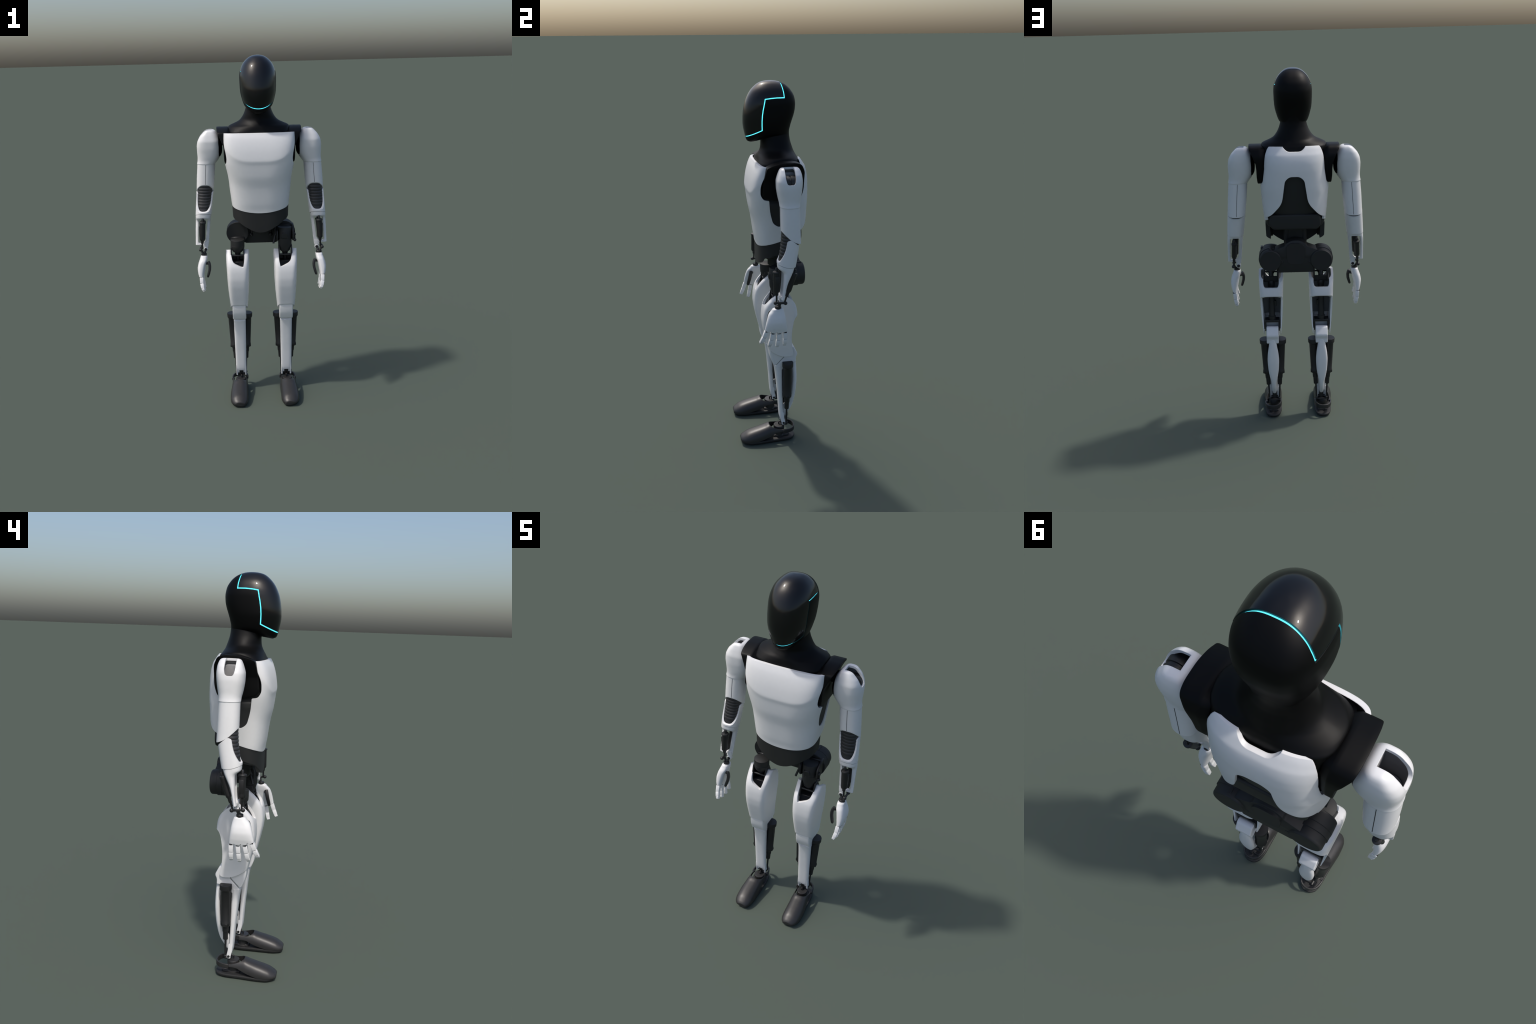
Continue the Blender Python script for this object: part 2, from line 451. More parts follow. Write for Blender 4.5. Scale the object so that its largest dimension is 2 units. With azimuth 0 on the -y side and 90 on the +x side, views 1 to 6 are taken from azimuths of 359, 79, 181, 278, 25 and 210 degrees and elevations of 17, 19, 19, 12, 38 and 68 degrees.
# ================================================================== ARMS
def arm_parts():
    parts = []
    # upper arm sleeve, cut slantwise over the elbow
    rs = []
    for i in range(40):
        z = lerp(1.205, 1.4245, i / 39)
        c = lambda t: curve(t, z)
        x0, x1 = c([(1.20, .2715), (1.26, .2655), (1.34, .2565), (1.42, .2495)]), c([(1.20, .3665), (1.26, .3625), (1.34, .3575), (1.42, .3505)])
        y0, y1 = c([(1.20, .004), (1.30, .0015), (1.42, .001)]), c([(1.20, .1025), (1.34, .0995), (1.42, .0985)])
        rs.append(ring(z, x0, x1, y0, y1, 2.3, 72))
    sleeve = shell(loft(rs), .008)
    slant = [(-.05, 1.318), (.003, 1.303), (.018, 1.287), (.04, 1.266), (.065, 1.250), (.09, 1.239), (.12, 1.231), (.2, 1.2), (.2, 1.0), (-.05, 1.0)]
    sleeve = minus(sleeve, prism(slant, 'x', .1, .6))
    parts.append(("arm", sleeve, WHITE, None))
    # thin parting lines, front and rear
    seams = []
    for yside, pts in ((0, [(.3005, 1.417), (.3085, 1.306)]), (1, [(.3005, 1.417), (.3135, 1.242)])):
        (xa, za), (xb, zb) = pts
        for k in range(6):
            t0, t1 = k / 6, (k + 1) / 6
            z0, z1 = lerp(za, zb, t0), lerp(za, zb, t1)
            x0, x1 = lerp(xa, xb, t0), lerp(xa, xb, t1)
            def yy(z): return (curve([(1.20, .004), (1.30, .0015), (1.42, .001)], z) - .0003) if yside == 0 else (curve([(1.20, .1025), (1.34, .0995), (1.42, .0985)], z) + .0003)
            a, b = yy(z0), yy(z1); d = .003 if yside == 0 else -.003
            w = .0011
            v = [(x0 - w, a, z0), (x0 + w, a, z0), (x1 + w, b, z1), (x1 - w, b, z1), (x0 - w, a + d, z0), (x0 + w, a + d, z0), (x1 + w, b + d, z1), (x1 - w, b + d, z1)]
            seams.append(mesh_of(v, [(0, 1, 2, 3), (7, 6, 5, 4), (0, 4, 5, 1), (1, 5, 6, 2), (2, 6, 7, 3), (3, 7, 4, 0)]))
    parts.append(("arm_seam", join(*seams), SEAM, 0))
    # shoulder cover: rounded box with a window on its outer top
    SH = [(1.6075, .262, .285, .022, .088), (1.6055, .253, .294, .013, .095), (1.601, .2445, .3035, .0065, .1005), (1.59, .2345, .3155, .0005, .106), (1.57, .2225, .3325, -.0065, .111),
          (1.54, .2115, .3455, -.0130, .1135), (1.51, .2085, .3490, -.0122, .112), (1.48, .2110, .3485, -.0085, .1085), (1.455, .2225, .3475, -.0045, .1040),
          (1.435, .2365, .3490, -.0010, .1008), (1.4205, .2478, .3522, -.0006, .1002)]
    rs = []
    for i in range(56):
        t = i / 55
        z = lerp(1.6075, 1.4205, t * t * .75 + t * .25)
        c = lambda k: curve([(r[0], r[k]) for r in SH], z)
        n = curve([(1.42, 2.3), (1.46, 2.5), (1.53, 2.9), (1.61, 3.4)], z)
        rs.append(ring(z, c(1), c(2), c(3), c(4), n, 84))
    cover = lined_shell(loft(rs[::-1]), .011)
    win = round_poly([(.0225, 1.70, 0), (.0225, 1.56, .02), (.030, 1.5335, .012), (.066, 1.5335, .012), (.0725, 1.56, .02), (.0725, 1.70, 0)], .01)
    cover = minus(cover, prism(win, 'x', .262, .45))
    cover = minus(cover, box(.1, .2175, -.2, .3, 1.2, 1.8))
    parts.append(("shoulder_cover", cover, WHITE, 0))
    cup = minus(loft([[(.283 + (x - .283) * .985 - .0032, .049 + (y - .049) * .965, 1.515 + (z - 1.515) * .965) for x, y, z in r] for r in rs[::-1]]), box(.2262, .6, -.2, .3, 1.2, 1.8), box(.1, .6, -.2, .3, 1.2, 1.462))
    lining = slab(round_poly([(.004, 1.455), (.094, 1.455), (.094, 1.580), (.004, 1.580)], .03), 'x', .242, .262, .004)
    parts.append(("shoulder_lining", lining, GREY, 0))
    parts.append(("shoulder_cup", cup, SATIN, 0))
    parts.append(("shoulder_core", loft([ring(z, (.298 - a), .298 + a, .048 - b, .048 + b, 2.6, 48) for z, a, b in
                  ((1.43, .036, .036), (1.455, .040, .040), (1.462, .036, .036))]), GREY, 0))
    parts.append(("shoulder_joint", turned((.165, .05, 1.553), (.235, .05, 1.547), [(0, .030), (1, .030)], 48), SATIN, 0))
    # ribbed elbow sleeve
    rs = []
    M = 132
    for i in range(M):
        z = lerp(1.146, 1.312, i / (M - 1))
        ph = ((z - 1.172) / .0163)
        rib = .0022 * abs(math.sin(math.pi * ph)) ** .7 if 1.172 < z < 1.300 else .0
        x0 = curve([(1.14, .2905), (1.2, .2805), (1.31, .2675)], z) - rib; x1 = curve([(1.14, .3600), (1.2, .3590), (1.31, .3535)], z) + rib
        y0 = curve([(1.146, -.0140), (1.175, -.0075), (1.21, -.0010), (1.26, .0045), (1.312, .0075)], z) - rib
        y1 = curve([(1.14, .066), (1.2, .076), (1.25, .094), (1.32, .094)], z)
        rs.append(ring(z, x0, x1, y0, y1, 2.3, 64))
    parts.append(("elbow_bellows", loft(rs), RUBBER, 0))
    # forearm sleeve, scooped in front
    rs = []
    for i in range(46):
        z = lerp(1.112, 1.275, i / 45)
        c = lambda t: curve(t, z)
        x0, x1 = c([(1.11, .2845), (1.13, .2820), (1.27, .2645)]), c([(1.11, .3740), (1.13, .3730), (1.27, .3625)])
        y0, y1 = c([(1.11, -.0225), (1.13, -.0215), (1.16, -.0195), (1.20, -.0135), (1.27, -.001)]), c([(1.11, .0700), (1.125, .0735), (1.18, .0845), (1.27, .1005)])
        rs.append(ring(z, x0, x1, y0, y1, 2.4, 72))
    fs = shell(loft(rs), .0075)
    scoop = round_poly([(-.10, 1.40, 0), (-.10, 1.150, 0), (-.018, 1.1490, .008), (-.010, 1.156, .01), (.0155, 1.203, .03), (.0265, 1.258, .012), (.045, 1.2645, .012), (.070, 1.2435, .02), (.0945, 1.2215, .004), (.2, 1.15, 0), (.2, 1.40, 0)], .01)
    fs = minus(fs, prism(scoop, 'x', .1, .6))
    base = [(-.1, 1.1505), (-.022, 1.1405), (.020, 1.1265), (.060, 1.1215), (.2, 1.119), (.2, 1.0), (-.1, 1.0)]
    fs = minus(fs, prism(base, 'x', .1, .6))
    parts.append(("forearm_sleeve", fs, WHITE, 0))
    # forearm frame: collar that narrows to two blades around the actuators
    rs = []
    for i in range(50):
        z = lerp(.945, 1.145, i / 49)
        c = lambda t: curve(t, z)
        x0 = c([(.945, .3065), (.97, .3030), (1.05, .2945), (1.145, .2830)]); x1 = c([(.945, .3795), (1.05, .3760), (1.145, .3715)])
        y0 = c([(.945, -.0105), (.97, -.006), (1.01, .000), (1.086, .0035), (1.098, .000), (1.107, -.009), (1.117, -.0185), (1.145, -.0195)])
        y1 = c([(.945, .0085), (.97, .012), (1.03, .026), (1.09, .054), (1.116, .0645), (1.145, .069)])
        rs.append(ring(z, x0, x1, y0, y1, 2.6, 64))
    fr = loft(rs)
    cav = round_poly([(.3570, 1.108, .012), (.3640, .968, .008), (.340, .9645, .004), (.330, .970, .01), (.320, .985, .02), (.3125, 1.05, .02), (.3035, 1.108, .012)], .01)
    fr = minus(fr, prism(cav, 'y', -.2, .2), prism([(-.1, 1.149), (-.022, 1.139), (.020, 1.125), (.060, 1.120), (.2, 1.1175), (.2, 1.3), (-.1, 1.3)], 'x', .1, .6))
    fr = minus(fr, prism([(.3345, .9), (.3345, .9565), (.5, .9565), (.5, .9)], 'y', -.2, .2))
    eye = turned((.3215, -.012, .9305), (.3215, .010, .9305), [(0, .0105), (.1, .0125), (.9, .0125), (1, .0105)], 28)
    neck_ = prism([(.3075, .975), (.3325, .965), (.333, .935), (.3105, .935)], 'y', -.010, .009)
    parts.append(("forearm_frame", join(fr, eye, bevel(neck_, .003, 2)), WHITE, 0))
    parts.append(("wrist_pin", rod((.3215, -.0145, .9305), (.3215, .0125, .9305), .0085), STEEL, 0))
    # two linear actuators
    a = turned((.331, -.024, 1.118), (.341, -.026, .938), [(0, .004), (.02, .0065), (.10, .0065), (.11, .0175), (.125, .0195), (.155, .0195), (.165, .0168), (.66, .0165), (.70, .0155), (.74, .009), (.80, .0085), (.84, .0048), (1, .0045)])
    lug = bevel(box(.344, .3535, -.034, -.012, 1.01, 1.075), .003, 2)
    parts.append(("linear_actuator", join(a, lug), STEEL, 0))
    b = turned((.333, .074, 1.102), (.347, .014, .934), [(0, .004), (.02, .0065), (.10, .0065), (.11, .0150), (.16, .0165), (.19, .0145), (.62, .0140), (.66, .0125), (.70, .0085), (.80, .0080), (.84, .0048), (1, .0045)])
    parts.append(("linear_actuator", b, STEEL, 0))
    # wrist cross bar with ball ends and the wrist stub
    parts.append(("wrist_linkage", join(rod((.350, .019, .929), (.350, -.035, .935), .0055), ball((.350, .018, .9295), .0098), ball((.350, -.034, .9345), .0098),
                  rod((.350, -.008, .932), (.338, -.014, .905), .0065), rod((.333, -.0175, .893), (.333, -.0175, .911), .0165), rod((.330, -.0165, .908), (.322, -.004, .930), .007)), STEEL, 0))
    return parts
both(arm_parts)

# ================================================================== HANDS
def hand_parts():
    parts = []
    PALM = [  # z, x0, x1, y front, y back
        (.899, .322, .346, -.038, .002), (.8965, .316, .351, -.044, .0075), (.888, .3135, .354, -.0505, .0115), (.87, .3160, .3605, -.0665, .0165), (.85, .3215, .3675, -.0745, .0195),
        (.825, .3265, .3717, -.0815, .0225), (.80, .3315, .3695, -.0870, .0250), (.785, .3340, .3660, -.0895, .0262), (.772, .3355, .3625, -.0905, .0268), (.766, .338, .360, -.089, .025)]
    rs = []
    for i in range(36):
        z = lerp(.899, .766, i / 35)
        c = lambda k: curve([(r[0], r[k]) for r in PALM], z)
        rs.append(ring(z, c(1), c(2), c(3), c(4), 2.8, 56))
    palm = loft(rs[::-1])
    # knuckle line: slope the lower edge and notch between the fingers
    palm = minus(palm, prism([(-.12, .7925), (-.0905, .7875), (-.07, .7795), (-.055, .7745), (-.035, .7695), (-.02, .7680), (.0, .7695), (.035, .7735), (.035, .74), (-.12, .74)], 'x', .2, .5))
    for y0 in (.0015, -.0310, -.0630):
        palm = minus(palm, turned((.2, y0, .7700 + max(0, -.02 - y0) * .22), (.5, y0, .7700 + max(0, -.02 - y0) * .22), [(0, .0052), (1, .0052)], 16))
    parts.append(("hand", palm, WHITE, None))
    # fingers: base point, direction in y, segment lengths
    FING = [((.3485, .0165, .7705), (.0165, .7315), (.0160, .7030), (.0145, .6905)),
            ((.3485, -.0155, .7670), (-.0190, .7280), (-.0225, .6975), (-.0250, .6855)),
            ((.3485, -.0475, .7690), (-.0555, .7310), (-.0625, .7030), (-.0668, .6915)),
            ((.3485, -.0800, .7835), (-.0930, .7490), (-.1040, .7240), (-.1105, .7125))]
    for base, p1, p2, p3 in FING:
        xs = (.3485, .3468, .3418, .3368)
        pts = [Vector(base), Vector((xs[1], *p1)), Vector((xs[2], *p2)), Vector((xs[3], *p3))]
        segs = []
        hw, hd = (.0104, .0100, .0094), (.0104, .0098, .0088)
        for k in range(3):
            a, b = pts[k], pts[k + 1]
            d = (b - a).normalized()
            u = Vector((0, 1, 0)); u = (u - d * u.dot(d)).normalized(); w = d.cross(u)
            a2 = a + d * (.0016 if k == 0 else .0005); b2 = b - d * .0005
            rr = []
            r0 = round_poly([(-hw[k], -hd[k]), (hw[k], -hd[k]), (hw[k], hd[k]), (-hw[k], hd[k])], .0026, 3)
            tip = .82 if k == 2 else .96
            for t, s in ((0, .93), (.06, 1), (.90, lerp(1, tip, .9)), (1, tip * .93)):
                c = a2.lerp(b2, t)
                rr.append([c + u * (p * s) + w * (q * s) for p, q in r0])
            segs.append(loft(rr))
        parts.append(("finger", join(*segs), WHITE, 0))
    # black knuckle inserts
    kn = []
    for (bx, by, bz), *_ in FING:
        kn.append(bevel(box(.3500, .3608, by - .0072, by + .0072, bz - .0030, bz + .0030), .001, 1))
    parts.append(("knuckle_inserts", join(*kn), SEAM, 0))
    # thumb: dark curved digit on the palm side
    T = [((.3085, -.0505, .8700), .0075), ((.3030, -.0530, .8600), .0088), ((.3000, -.0565, .8430), .0090), ((.3015, -.0610, .8220), .0088), ((.3075, -.0660, .8000), .0085), ((.3125, -.0690, .7840), .0075), ((.3140, -.0697, .7790), .004)]
    rr = []
    for i, (c, r) in enumerate(T):
        d = Vector(T[min(i + 1, len(T) - 1)][0]) - Vector(T[max(i - 1, 0)][0])
        d.normalize(); u = (Vector((0, 1, 0)) - d * d.y).normalized(); w = d.cross(u)
        rr.append([Vector(c) + u * (1.12 * r * sgnpow(math.cos(a), .75)) + w * (.92 * r * sgnpow(math.sin(a), .75)) for a in [2 * math.pi * k / 24 for k in range(24)]])
    parts.append(("thumb", join(loft(rr), rod((.302, -.050, .858), (.330, -.040, .856), .0085)), STEEL, 0))
    return parts
both(hand_parts)

# ================================================================== PELVIS
hub = round_poly([(-.094, .9385, .01), (-.094, 1.02, .01), (-.125, 1.03, .01), (-.118, 1.063, .004), (-.060, 1.0850, .006), (-.052, 1.0990, .02), (-.022, 1.1155, .03), (.022, 1.1155, .03),
                  (.052, 1.0990, .02), (.060, 1.0850, .006), (.118, 1.063, .004), (.125, 1.03, .01), (.094, 1.02, .01), (.094, .9385, .01)], .01)
hub_me = minus(prism(hub, 'y', .075, .1530), prism([(.1455, 1.10), (.136, 1.15), (.2, 1.15), (.2, 1.0), (.1530, 1.03)], 'x', -.2, .2))
keel = prism(round_poly([(-.052, 1.080), (-.03, 1.103), (.03, 1.103), (.052, 1.080), (.046, 1.00), (.030, .985), (-.030, .985), (-.046, 1.00)], .02), 'y', .12, .1550)
pelvis = add("pelvis", join(bevel(hub_me, .004, 2), keel, bevel(box(-.10, .10, .085, .12, .9385, .963), .004, 2),
                            turned((0, .06, 1.035), (0, .09, 1.035), [(0, .038), (.1, .045), (1, .045)], 36)), CHAR, ROBOT)
for s in (1, -1):
    drum = turned((s * .137, .055, 1.0065), (s * .137, .1590, 1.0065), [(0, .0625), (.02, .0645), (.42, .0645), (.425, .0632), (.44, .0632), (.445, .0645), (.66, .0645), (.67, .0610), (.93, .0605), (.975, .058), (1, .055)], 64)
    lugs = [bevel(box(s * .137 - .007, s * .137 + .007, .10, .15, 1.055, 1.072), .002, 1)] if s > 0 else []
    add("hip_drum", join(drum, rod((s * .074, .09, 1.000), (s * .074, .1545, 1.000), .0085, 16), *lugs), CHAR, pelvis)
# links hanging from the pelvis front
for s in (1, -1):
    add("pelvis_link", join(rod((s * .052, .055, 1.055), (s * .058, .085, .985), .0085, 16), ball((s * .058, .075, .990), .012)), STEEL, pelvis)

def hip_motor(s, top):
    """Upright motor that turns the leg; its yoke reaches back to the drum."""
    body = turned((s * .138, .016, top), (s * .138, .016, .905), [(0, .0385), (.02, .0405), (.45, .0405), (.455, .0395), (.47, .0395), (.475, .0405), (.72, .039), (.86, .033), (.93, .030), (1, .026)], 48)
    waist = turned((s * .138, .016, .91), (s * .138, .018, .885), [(0, .030), (.4, .018), (1, .015)], 32)
    return join(body, waist)
hm_l = hip_motor(1, 1.048)
add("hip_motor", hm_l, CHAR, pelvis)
add("hip_motor", hip_motor(-1, .978), CHAR, pelvis)
# fork that only the left hip shows in front of its drum
fork = []
for x0, x1 in ((.0885, .098), (.180, .1905)):
    fork.append(bevel(prism(round_poly([(.070, 1.060), (.030, 1.058), (-.012, 1.030), (-.018, .985), (.0, .965), (.03, .972), (.070, 1.0)], .012), 'x', x0, x1), .002, 1))
fork.append(bevel(box(.085, .192, .045, .066, .985, 1.056), .004, 1))
fork.append(bevel(box(.117, .152, -.0285, -.010, .985, 1.020), .003, 1))
fork += [rod((.193, .0, 1.015), (.193, .0, .975), .006, 12), ball((.195, -.004, .972), .009), ball((.194, -.002, 1.005), .008), rod((.082, .005, 1.00), (.070, -.010, .955), .006, 12),
         rod((.083, .02, 1.045), (.083, .0, 1.000), .006, 12)]
add("hip_fork", join(*fork), STEEL, pelvis)
# right hip: the yoke sits lower, hugging the motor from behind
add("hip_fork", join(bevel(box(-.178, -.098, .045, .066, .950, .985), .004, 1)), STEEL, pelvis)

# ================================================================== LEGS
CX = .1395
def leg_parts():
    parts = []
    T_F = [(.53, -.026), (.575, -.0335), (.60, -.0390), (.668, -.0545), (.72, -.0640), (.757, -.0670), (.79, -.0655), (.825, -.0600), (.848, -.0510), (.872, -.0345), (.895, -.0130), (.910, .005), (.935, .030)]
    T_W = [(.53, .0490), (.565, .0515), (.60, .0550), (.68, .0610), (.80, .0660), (.88, .0680), (.93, .0680)]
    rs, ri = [], []
    for i in range(90):
        z = lerp(.525, .935, i / 89)
        w = curve(T_W, z)
        rb = curve([(.52, .128), (.777, .1235), (.80, .1215), (.83, .1165), (.86, .106), (.935, .085)], z)
        f = curve(T_F, z); d = .0125
        rs.append(ring(z, CX - w, CX + w, f, rb, 5.6, 128, nb=4.6, cy=.055))
        ri.append(ring(z + (-.02 if i == 0 else .02 if i == 89 else 0), CX - w + d, CX + w - d, f + d * 1.15, rb - d, 5.6, 128, nb=4.6, cy=.055))
    th = minus(loft(rs), loft(ri))
    side = round_poly([(-.2, .59, 0), (-.042, .594, .004), (-.022, .5755, .02), (.009, .5545, .02), (.044, .5395, .02), (.073, .5375, .01), (.096, .5410, .012), (.1005, .556, .012), (.0905, .60, .05), (.086, .65, .05), (.0885, .70, .03),
                       (.0975, .755, .02), (.107, .7765, .01), (.125, .7865, .0), (.2, .79, 0), (.2, .80, 0), (.1215, .80, 0), (.1155, .828, .02), (.104, .858, .02), (.075, .8885, .02), (.045, .9065, .02), (.022, .9165, .02), (-.010, .9180, .02),
                       (-.2, .9180, 0)], .01, 4)
    th = meet(th, prism(side, 'x', -.1, .4))
    # opening between the rear wall tops, rear slot, and the slanted notch in front
    th = minus(th, prism(round_poly([(CX - .046, .96, 0), (CX - .043, .85, .02), (CX - .037, .832, .015), (CX + .037, .832, .015), (CX + .043, .85, .02), (CX + .046, .96, 0)], .01), 'y', .03, .2))
    th = minus(th, prism([(CX - .0525, .7725), (CX + .0525, .7725), (CX + .0455, .5), (CX - .0455, .5)], 'y', .03, .2))
    notch = round_poly([(.0985, .98, 0), (.1000, .865, .02), (.1075, .8285, .004), (.118, .829, .006), (.1665, .852, .02), (.177, .892, .03), (.179, .98, 0)], .01, 6)
    th = minus(th, prism(notch, 'y', -.2, .03))
    # lower front lip arches over the knee
    parts.append(("leg", th, WHITE, None))
    parts.append(("thigh_liner", bevel(box(CX - .0500, CX + .0500, .014, .024, .645, .842), .002, 1), LINER, 0))
    # drive inside the thigh
    p = []
    for sx in (-1, 1):
        p.append(bevel(prism(round_poly([(-.004, .938), (.030, .942), (.050, .90), (.050, .842), (-.020, .835), (-.016, .89)], .008), 'x', CX + sx * .0365 - .0035, CX + sx * .0365 + .0035), .0015, 1))
    p += [rod((CX - .037, -.006, .886), (CX + .037, -.006, .886), .005, 14), bevel(box(CX - .038, CX + .038, -.012, .046, .842, .849), .002, 1), bevel(box(CX - .038, CX + .038, .040, .048, .849, .878), .002, 1)]
    parts.append(("hip_bracket", join(*p), STEEL, 0))
    act = turned((CX, .026, .915), (CX, .070, .617), [(0, .010), (.03, .014), (.16, .014), (.165, .012), (.22, .012), (.225, .0175), (.27, .020), (.30, .0175), (.90, .0172), (.905, .0205), (.985, .0205), (1, .018)], 32)
    parts.append(("thigh_actuator", join(act, bevel(box(CX - .026, CX - .010, .048, .063, .70, .735), .003, 1)), STEEL, 0))
    u_br = minus(prism(round_poly([(CX - .042, .560), (CX - .0415, .627, .004), (CX + .0415, .627, .004), (CX + .042, .560)], .002), 'y', .045, .090),
                 prism([(CX - .035, .50), (CX - .035, .613), (CX + .035, .613), (CX + .035, .50)], 'y', 0, .12))
    parts.append(("knee_bracket", bevel(u_br, .002, 1), STEEL, 0))
    # knee cap wedge
    kn = slab(round_poly([(-.0300, .605, .010), (-.0315, .568, .03), (-.0255, .525, .05), (-.0110, .490, .014), (.000, .4835, .010), (.0475, .532, .010), (.050, .605, .010)], .01, 8), 'x', CX - .0398, CX + .0398, .0065)
    parts.append(("knee_cap", kn, WHITE, 0))
    # head of the lower leg behind the knee
    hd = slab(round_poly([(.084, .590, .010), (.105, .587, .010), (.1275, .542, .012), (.117, .520, .012), (.118, .492, .008), (.094, .490, .008), (.078, .4975, .012), (.046, .484, .012), (.043, .45, .008), (.010, .45, .008), (.0005, .4735, .008),
                           (.006, .482, .008), (.050, .5275, .012), (.062, .560, .02)], .008, 8), 'x', CX - .0340, CX + .0340, .0050)
    parts.append(("knee_block", hd, WHITE, 0))
    # shin bar
    rs = []
    SF = [(.098, .0455), (.110, .0395), (.125, .0330), (.143, .0280), (.20, .0235), (.268, .0190), (.33, .0135), (.39, .0080), (.453, .0000), (.476, -.0050)]
    for i in range(48):
        z = lerp(.112, .474, i / 47)
        w = curve([(.15, .0315), (.33, .0340), (.50, .0362)], z)
        rs.append(ring(z, CX - w, CX + w, curve(SF, z), curve([(.11, .052), (.15, .050), (.246, .0465), (.40, .0445), (.48, .0445)], z), 3.2, 64))
    ears = []
    for sx in (-1, 1):
        ears.append(bevel(prism(round_poly([(.0285, .175), (.0295, .135, .02), (.0385, .102, .01), (.0380, .094, .012), (.0585, .094, .012), (.0585, .112, .012), (.0530, .135, .02), (.050, .175)], .008), 'x', CX + sx * .0265 - .0045, CX + sx * .0265 + .0045), .002, 2))
    parts.append(("shin_bar", join(minus(loft(rs), box(CX - .0125, CX + .0125, -.1, .1, .05, .1300), box(CX - .0215, CX + .0215, .042, .1, .05, .145)), *ears), WHITE, 0))
    # calf bar, leaf shaped from behind
    rs = []
    for i in range(56):
        z = lerp(.132, .515, i / 55)
        w = curve([(.132, .010), (.17, .0125), (.222, .0145), (.27, .0225), (.33, .0305), (.385, .0330), (.43, .0300), (.48, .0225), (.515, .0200)], z)
        yb = curve([(.132, .057), (.150, .070), (.167, .0815), (.185, .0935), (.21, .1045), (.24, .1125), (.31, .1225), (.38, .1265), (.45, .1245), (.49, .1215), (.515, .118)], z)
        yf = curve([(.132, .040), (.20, .045), (.23, .070), (.27, .086), (.33, .094), (.40, .097), (.515, .090)], z)
        rs.append(ring(z, CX - w, CX + w, yf, yb, 2.6, 48))
    parts.append(("calf_bar", loft(rs), WHITE, 0))
    # twin ankle drives
    for sx in (-1, 1):
        tp = (CX + sx * .0465, .068, .5015); bt = (CX + sx * .0285, .064, .104)
        prof = [(0, .0295), (.006, .0305), (.062, .0305), (.068, .0285), (.082, .0262), (.09, .0250), (.50, .0240), (.505, .0252), (.548, .0252), (.565, .0205), (.572, .0160), (.64, .0155), (.645, .0132), (.752, .0125), (.76, .0052), (1, .0050)]
        parts.append(("ankle_drive", turned(tp, bt, prof, 36), STEEL, 0))
        parts[-1] = ("ankle_drive", join(parts[-1][1], ball((CX + sx * .0285, .0645, .106), .0085, 12), bevel(box(CX + sx * .056 - .007, CX + sx * .056 + .007, .054, .078, .278, .298), .003, 1)), STEEL, 0)
    parts.append(("ankle_pin", join(rod((CX - .0325, .0482, .1055), (CX + .0325, .0482, .1055), .0070, 20), bevel(box(CX - .012, CX + .012, .036, .058, .098, .150), .003, 1)), STEEL, 0))
    return parts
both(leg_parts)

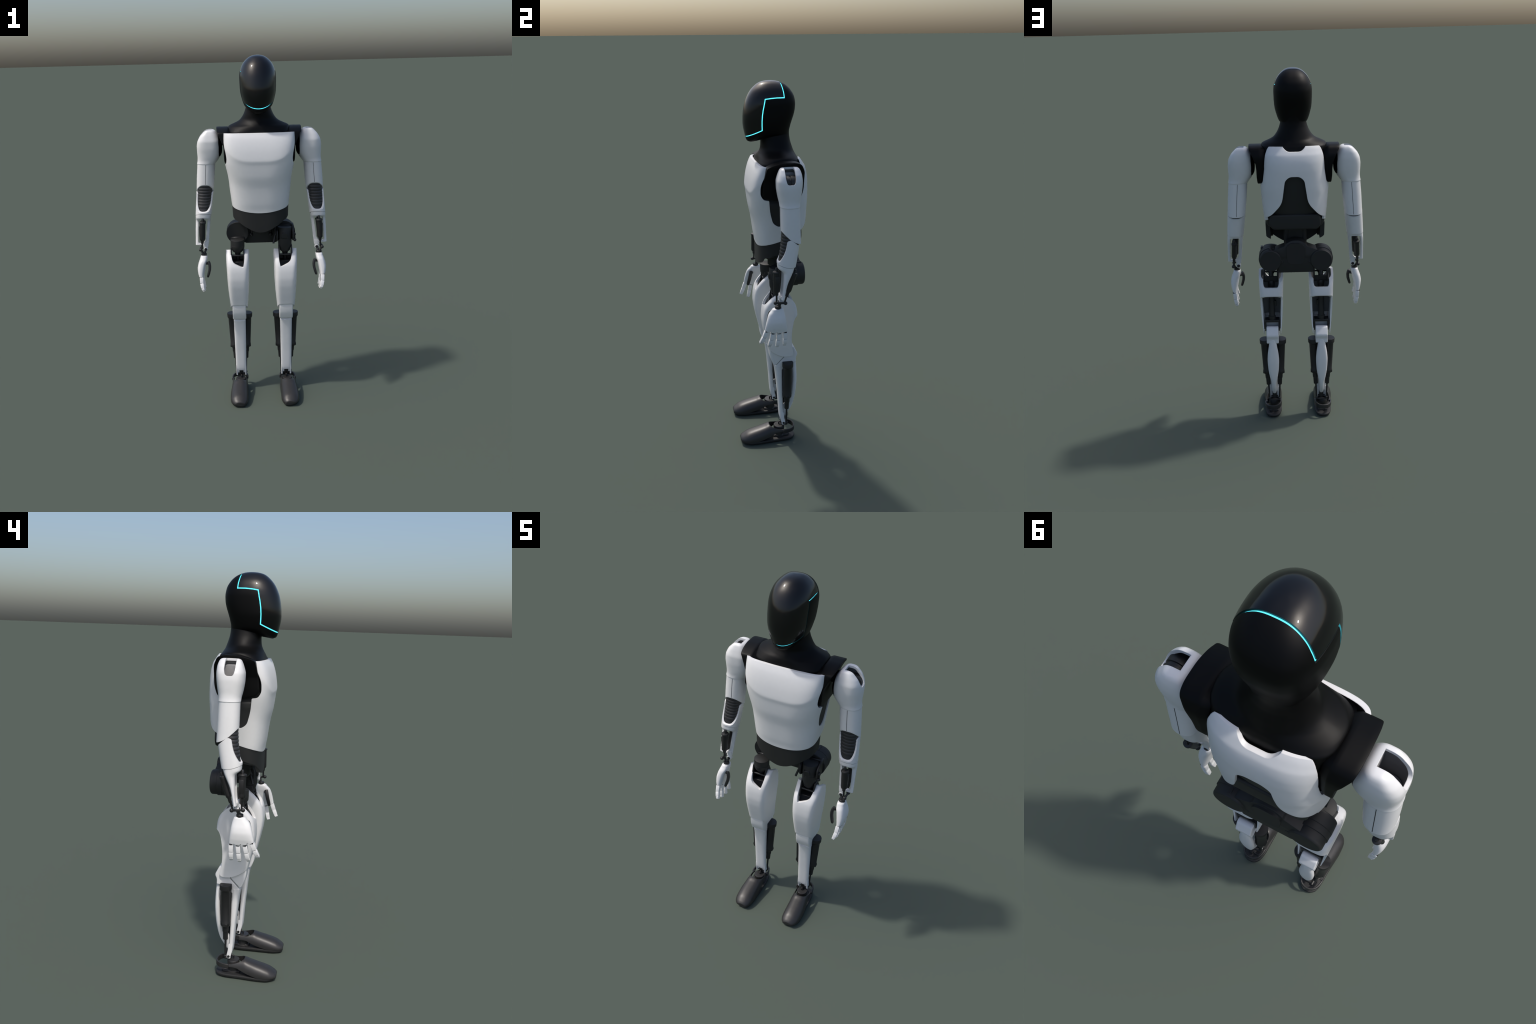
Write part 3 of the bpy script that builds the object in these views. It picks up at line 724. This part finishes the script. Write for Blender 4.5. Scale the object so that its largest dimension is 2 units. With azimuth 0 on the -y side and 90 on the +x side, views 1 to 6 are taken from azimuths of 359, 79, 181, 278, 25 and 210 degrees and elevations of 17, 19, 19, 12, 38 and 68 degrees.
# ================================================================== FEET
def foot_parts():
    parts = []
    sole_out = round_poly([(.118, -.1955, .02), (.145, -.1995, .03), (.178, -.193, .03), (.203, -.160, .04), (.2065, -.100, .06), (.199, -.02, .08), (.1965, .060, .05), (.187, .098, .03), (.165, .1145, .02), (.130, .1145, .02),
                           (.108, .095, .03), (.0985, .050, .05), (.0995, -.06, .08), (.1005, -.150, .05)], .03, 6)
    cx, cy = .150, -.045
    rr = []
    for z, s in ((0.0, .940), (.004, .970), (.011, 1.0), (.016, 1.0), (.0195, .985), (.0205, .95)):
        rr.append([(cx + (x - cx) * (1 - (1 - s) * 2.2), cy + (y - cy) * s, z) for x, y in sole_out])
    parts.append(("foot", loft(rr), SOLE, None))
    # clog-like upper
    def outer(y): return curve([(-.2035, .1525), (-.2025, .163), (-.201, .172), (-.195, .1830), (-.182, .1945), (-.16, .2035), (-.13, .2065), (-.10, .2070), (-.05, .2030), (.0, .1985), (.06, .1970)], y)
    def inner(y): return curve([(-.2035, .1465), (-.2025, .136), (-.201, .128), (-.195, .1185), (-.182, .1090), (-.16, .1020), (-.13, .0995), (-.05, .0990), (.06, .0992)], y)
    def top(y): return curve([(-.2035, .0230), (-.2025, .0285), (-.201, .0335), (-.195, .0405), (-.182, .0495), (-.16, .0620), (-.13, .0720), (-.10, .0798), (-.06, .0900), (-.033, .0978), (.0, .0975), (.06, .0975)], y)
    rs = []
    for i in range(64):
        t = i / 63
        y = lerp(-.2033, .048, t ** 1.5) + .004 * (1 - t)
        a, b, h = inner(y), outer(y), top(y)
        mid, w = (a + b) / 2, (b - a) / 2
        r = []
        for k in range(61):
            th = math.pi * k / 60
            n = curve([(-.2035, 2.2), (-.15, 2.3), (-.06, 2.65), (.06, 3.2)], y)
            r.append((mid + w * sgnpow(math.cos(th), 2 / n), y, .0205 + (h - .0205) * abs(math.sin(th)) ** (2 / n)))
        r += [(mid + w * u, y, .0205) for u in (-.5, 0, .5)]
        rs.append(r)
    up = shell(loft(rs), .006)
    up = minus(up, box(0, .3, -.17, .2, .0, .0268))
    # lifted arch on both flanks; the outer rim drops toward the heel, the inner one stays high
    arch = round_poly([(-.125, .01, 0), (-.105, .0215, .02), (-.042, .0390, .03), (.0, .0585, .02), (.02, .0615, .01), (.2, .0600, 0), (.2, .02, 0)], .02)
    rim_o = round_poly([(-.0375, .20, 0), (-.0365, .110, .006), (-.027, .095, .012), (.005, .081, .03), (.035, .0735, .01), (.2, .0720, 0), (.2, .20, 0)], .01)
    rim_i = round_poly([(-.0375, .20, 0), (-.0365, .112, .006), (-.024, .100, .012), (.0, .0945, .02), (.2, .088, 0), (.2, .20, 0)], .01)
    up = minus(up, prism(arch, 'x', 0, .3), prism(rim_o, 'x', .1495, .3), prism(rim_i, 'x', 0, .1497))
    hole = [(.148 + .0385 * sgnpow(math.cos(a), .8), .018 + .052 * sgnpow(math.sin(a), .8)) for a in [2 * math.pi * k / 40 for k in range(40)]]
    up = minus(up, prism(hole, 'z', .045, .2))
    parts.append(("shoe_upper", up, SHOE, 0))
    # heel strap
    PATH = [(.1955, .042, .0655, .0115), (.1945, .060, .0655, .0115), (.191, .080, .0665, .0120), (.182, .098, .0670, .0125), (.166, .1085, .0675, .0135), (.148, .1110, .0675, .0140), (.130, .1085, .0680, .0140),
            (.114, .099, .0710, .0145), (.105, .082, .0725, .0135), (.1012, .060, .0745, .0130), (.1005, .042, .0765, .0130)]
    rr = []
    for i, (x, y, z, h) in enumerate(PATH):
        a = Vector(PATH[max(0, i - 1)][:2]); b = Vector(PATH[min(len(PATH) - 1, i + 1)][:2])
        d = (b - a).normalized(); nrm = Vector((d.y, -d.x))
        sec = round_poly([(-.004, -h), (.004, -h), (.004, h), (-.004, h)], .003, 3)
        rr.append([(x + nrm.x * p, y + nrm.y * p, z + q) for p, q in sec])
    strap = with_mods(loft(rr), ('SUBSURF', dict(levels=1)))
    parts.append(("heel_strap", strap, SHOE, 0))
    # ankle turret and its joint
    parts.append(("ankle_turret", join(turned((.1430, .026, .019), (.1430, .026, .0830), [(0, .036), (.10, .036), (.12, .030), (.55, .028), (.60, .0310), (.95, .0310), (1, .029)], 40),
                  rod((.158, .036, .026), (.158, .080, .026), .008, 12), bevel(box(.118, .172, -.012, .075, .019, .030), .003, 1)), SHOE, 0))
    parts.append(("ankle_joint", join(bevel(box(.1395 - .007, .1395 + .007, .036, .052, .078, .112), .002, 1), bevel(box(.1395 - .034, .1395 + .034, .052, .071, .0915, .1015), .003, 1),
                  rod((.1395, .026, .0975), (.1395, .050, .1025), .004, 12), rod((.1395, .026, .080), (.1395, .026, .099), .004, 12)), STEEL, 0))
    return parts
both(foot_parts)

# the left shoulder window shows a black motor, the right one is empty
add("shoulder_motor", join(turned((.300, .010, 1.535), (.300, .088, 1.535), [(0, .036), (.05, .038), (.40, .038), (.42, .034), (.50, .034), (.52, .038), (.95, .038), (1, .036)], 40)), STEEL, bpy.data.objects["arm"])
for ob in bpy.data.objects:
    if ob.type == 'MESH':
        if ob.name.startswith("knuckle_inserts"): ob["kind"] = "stuff"
bpy.context.view_layer.update()
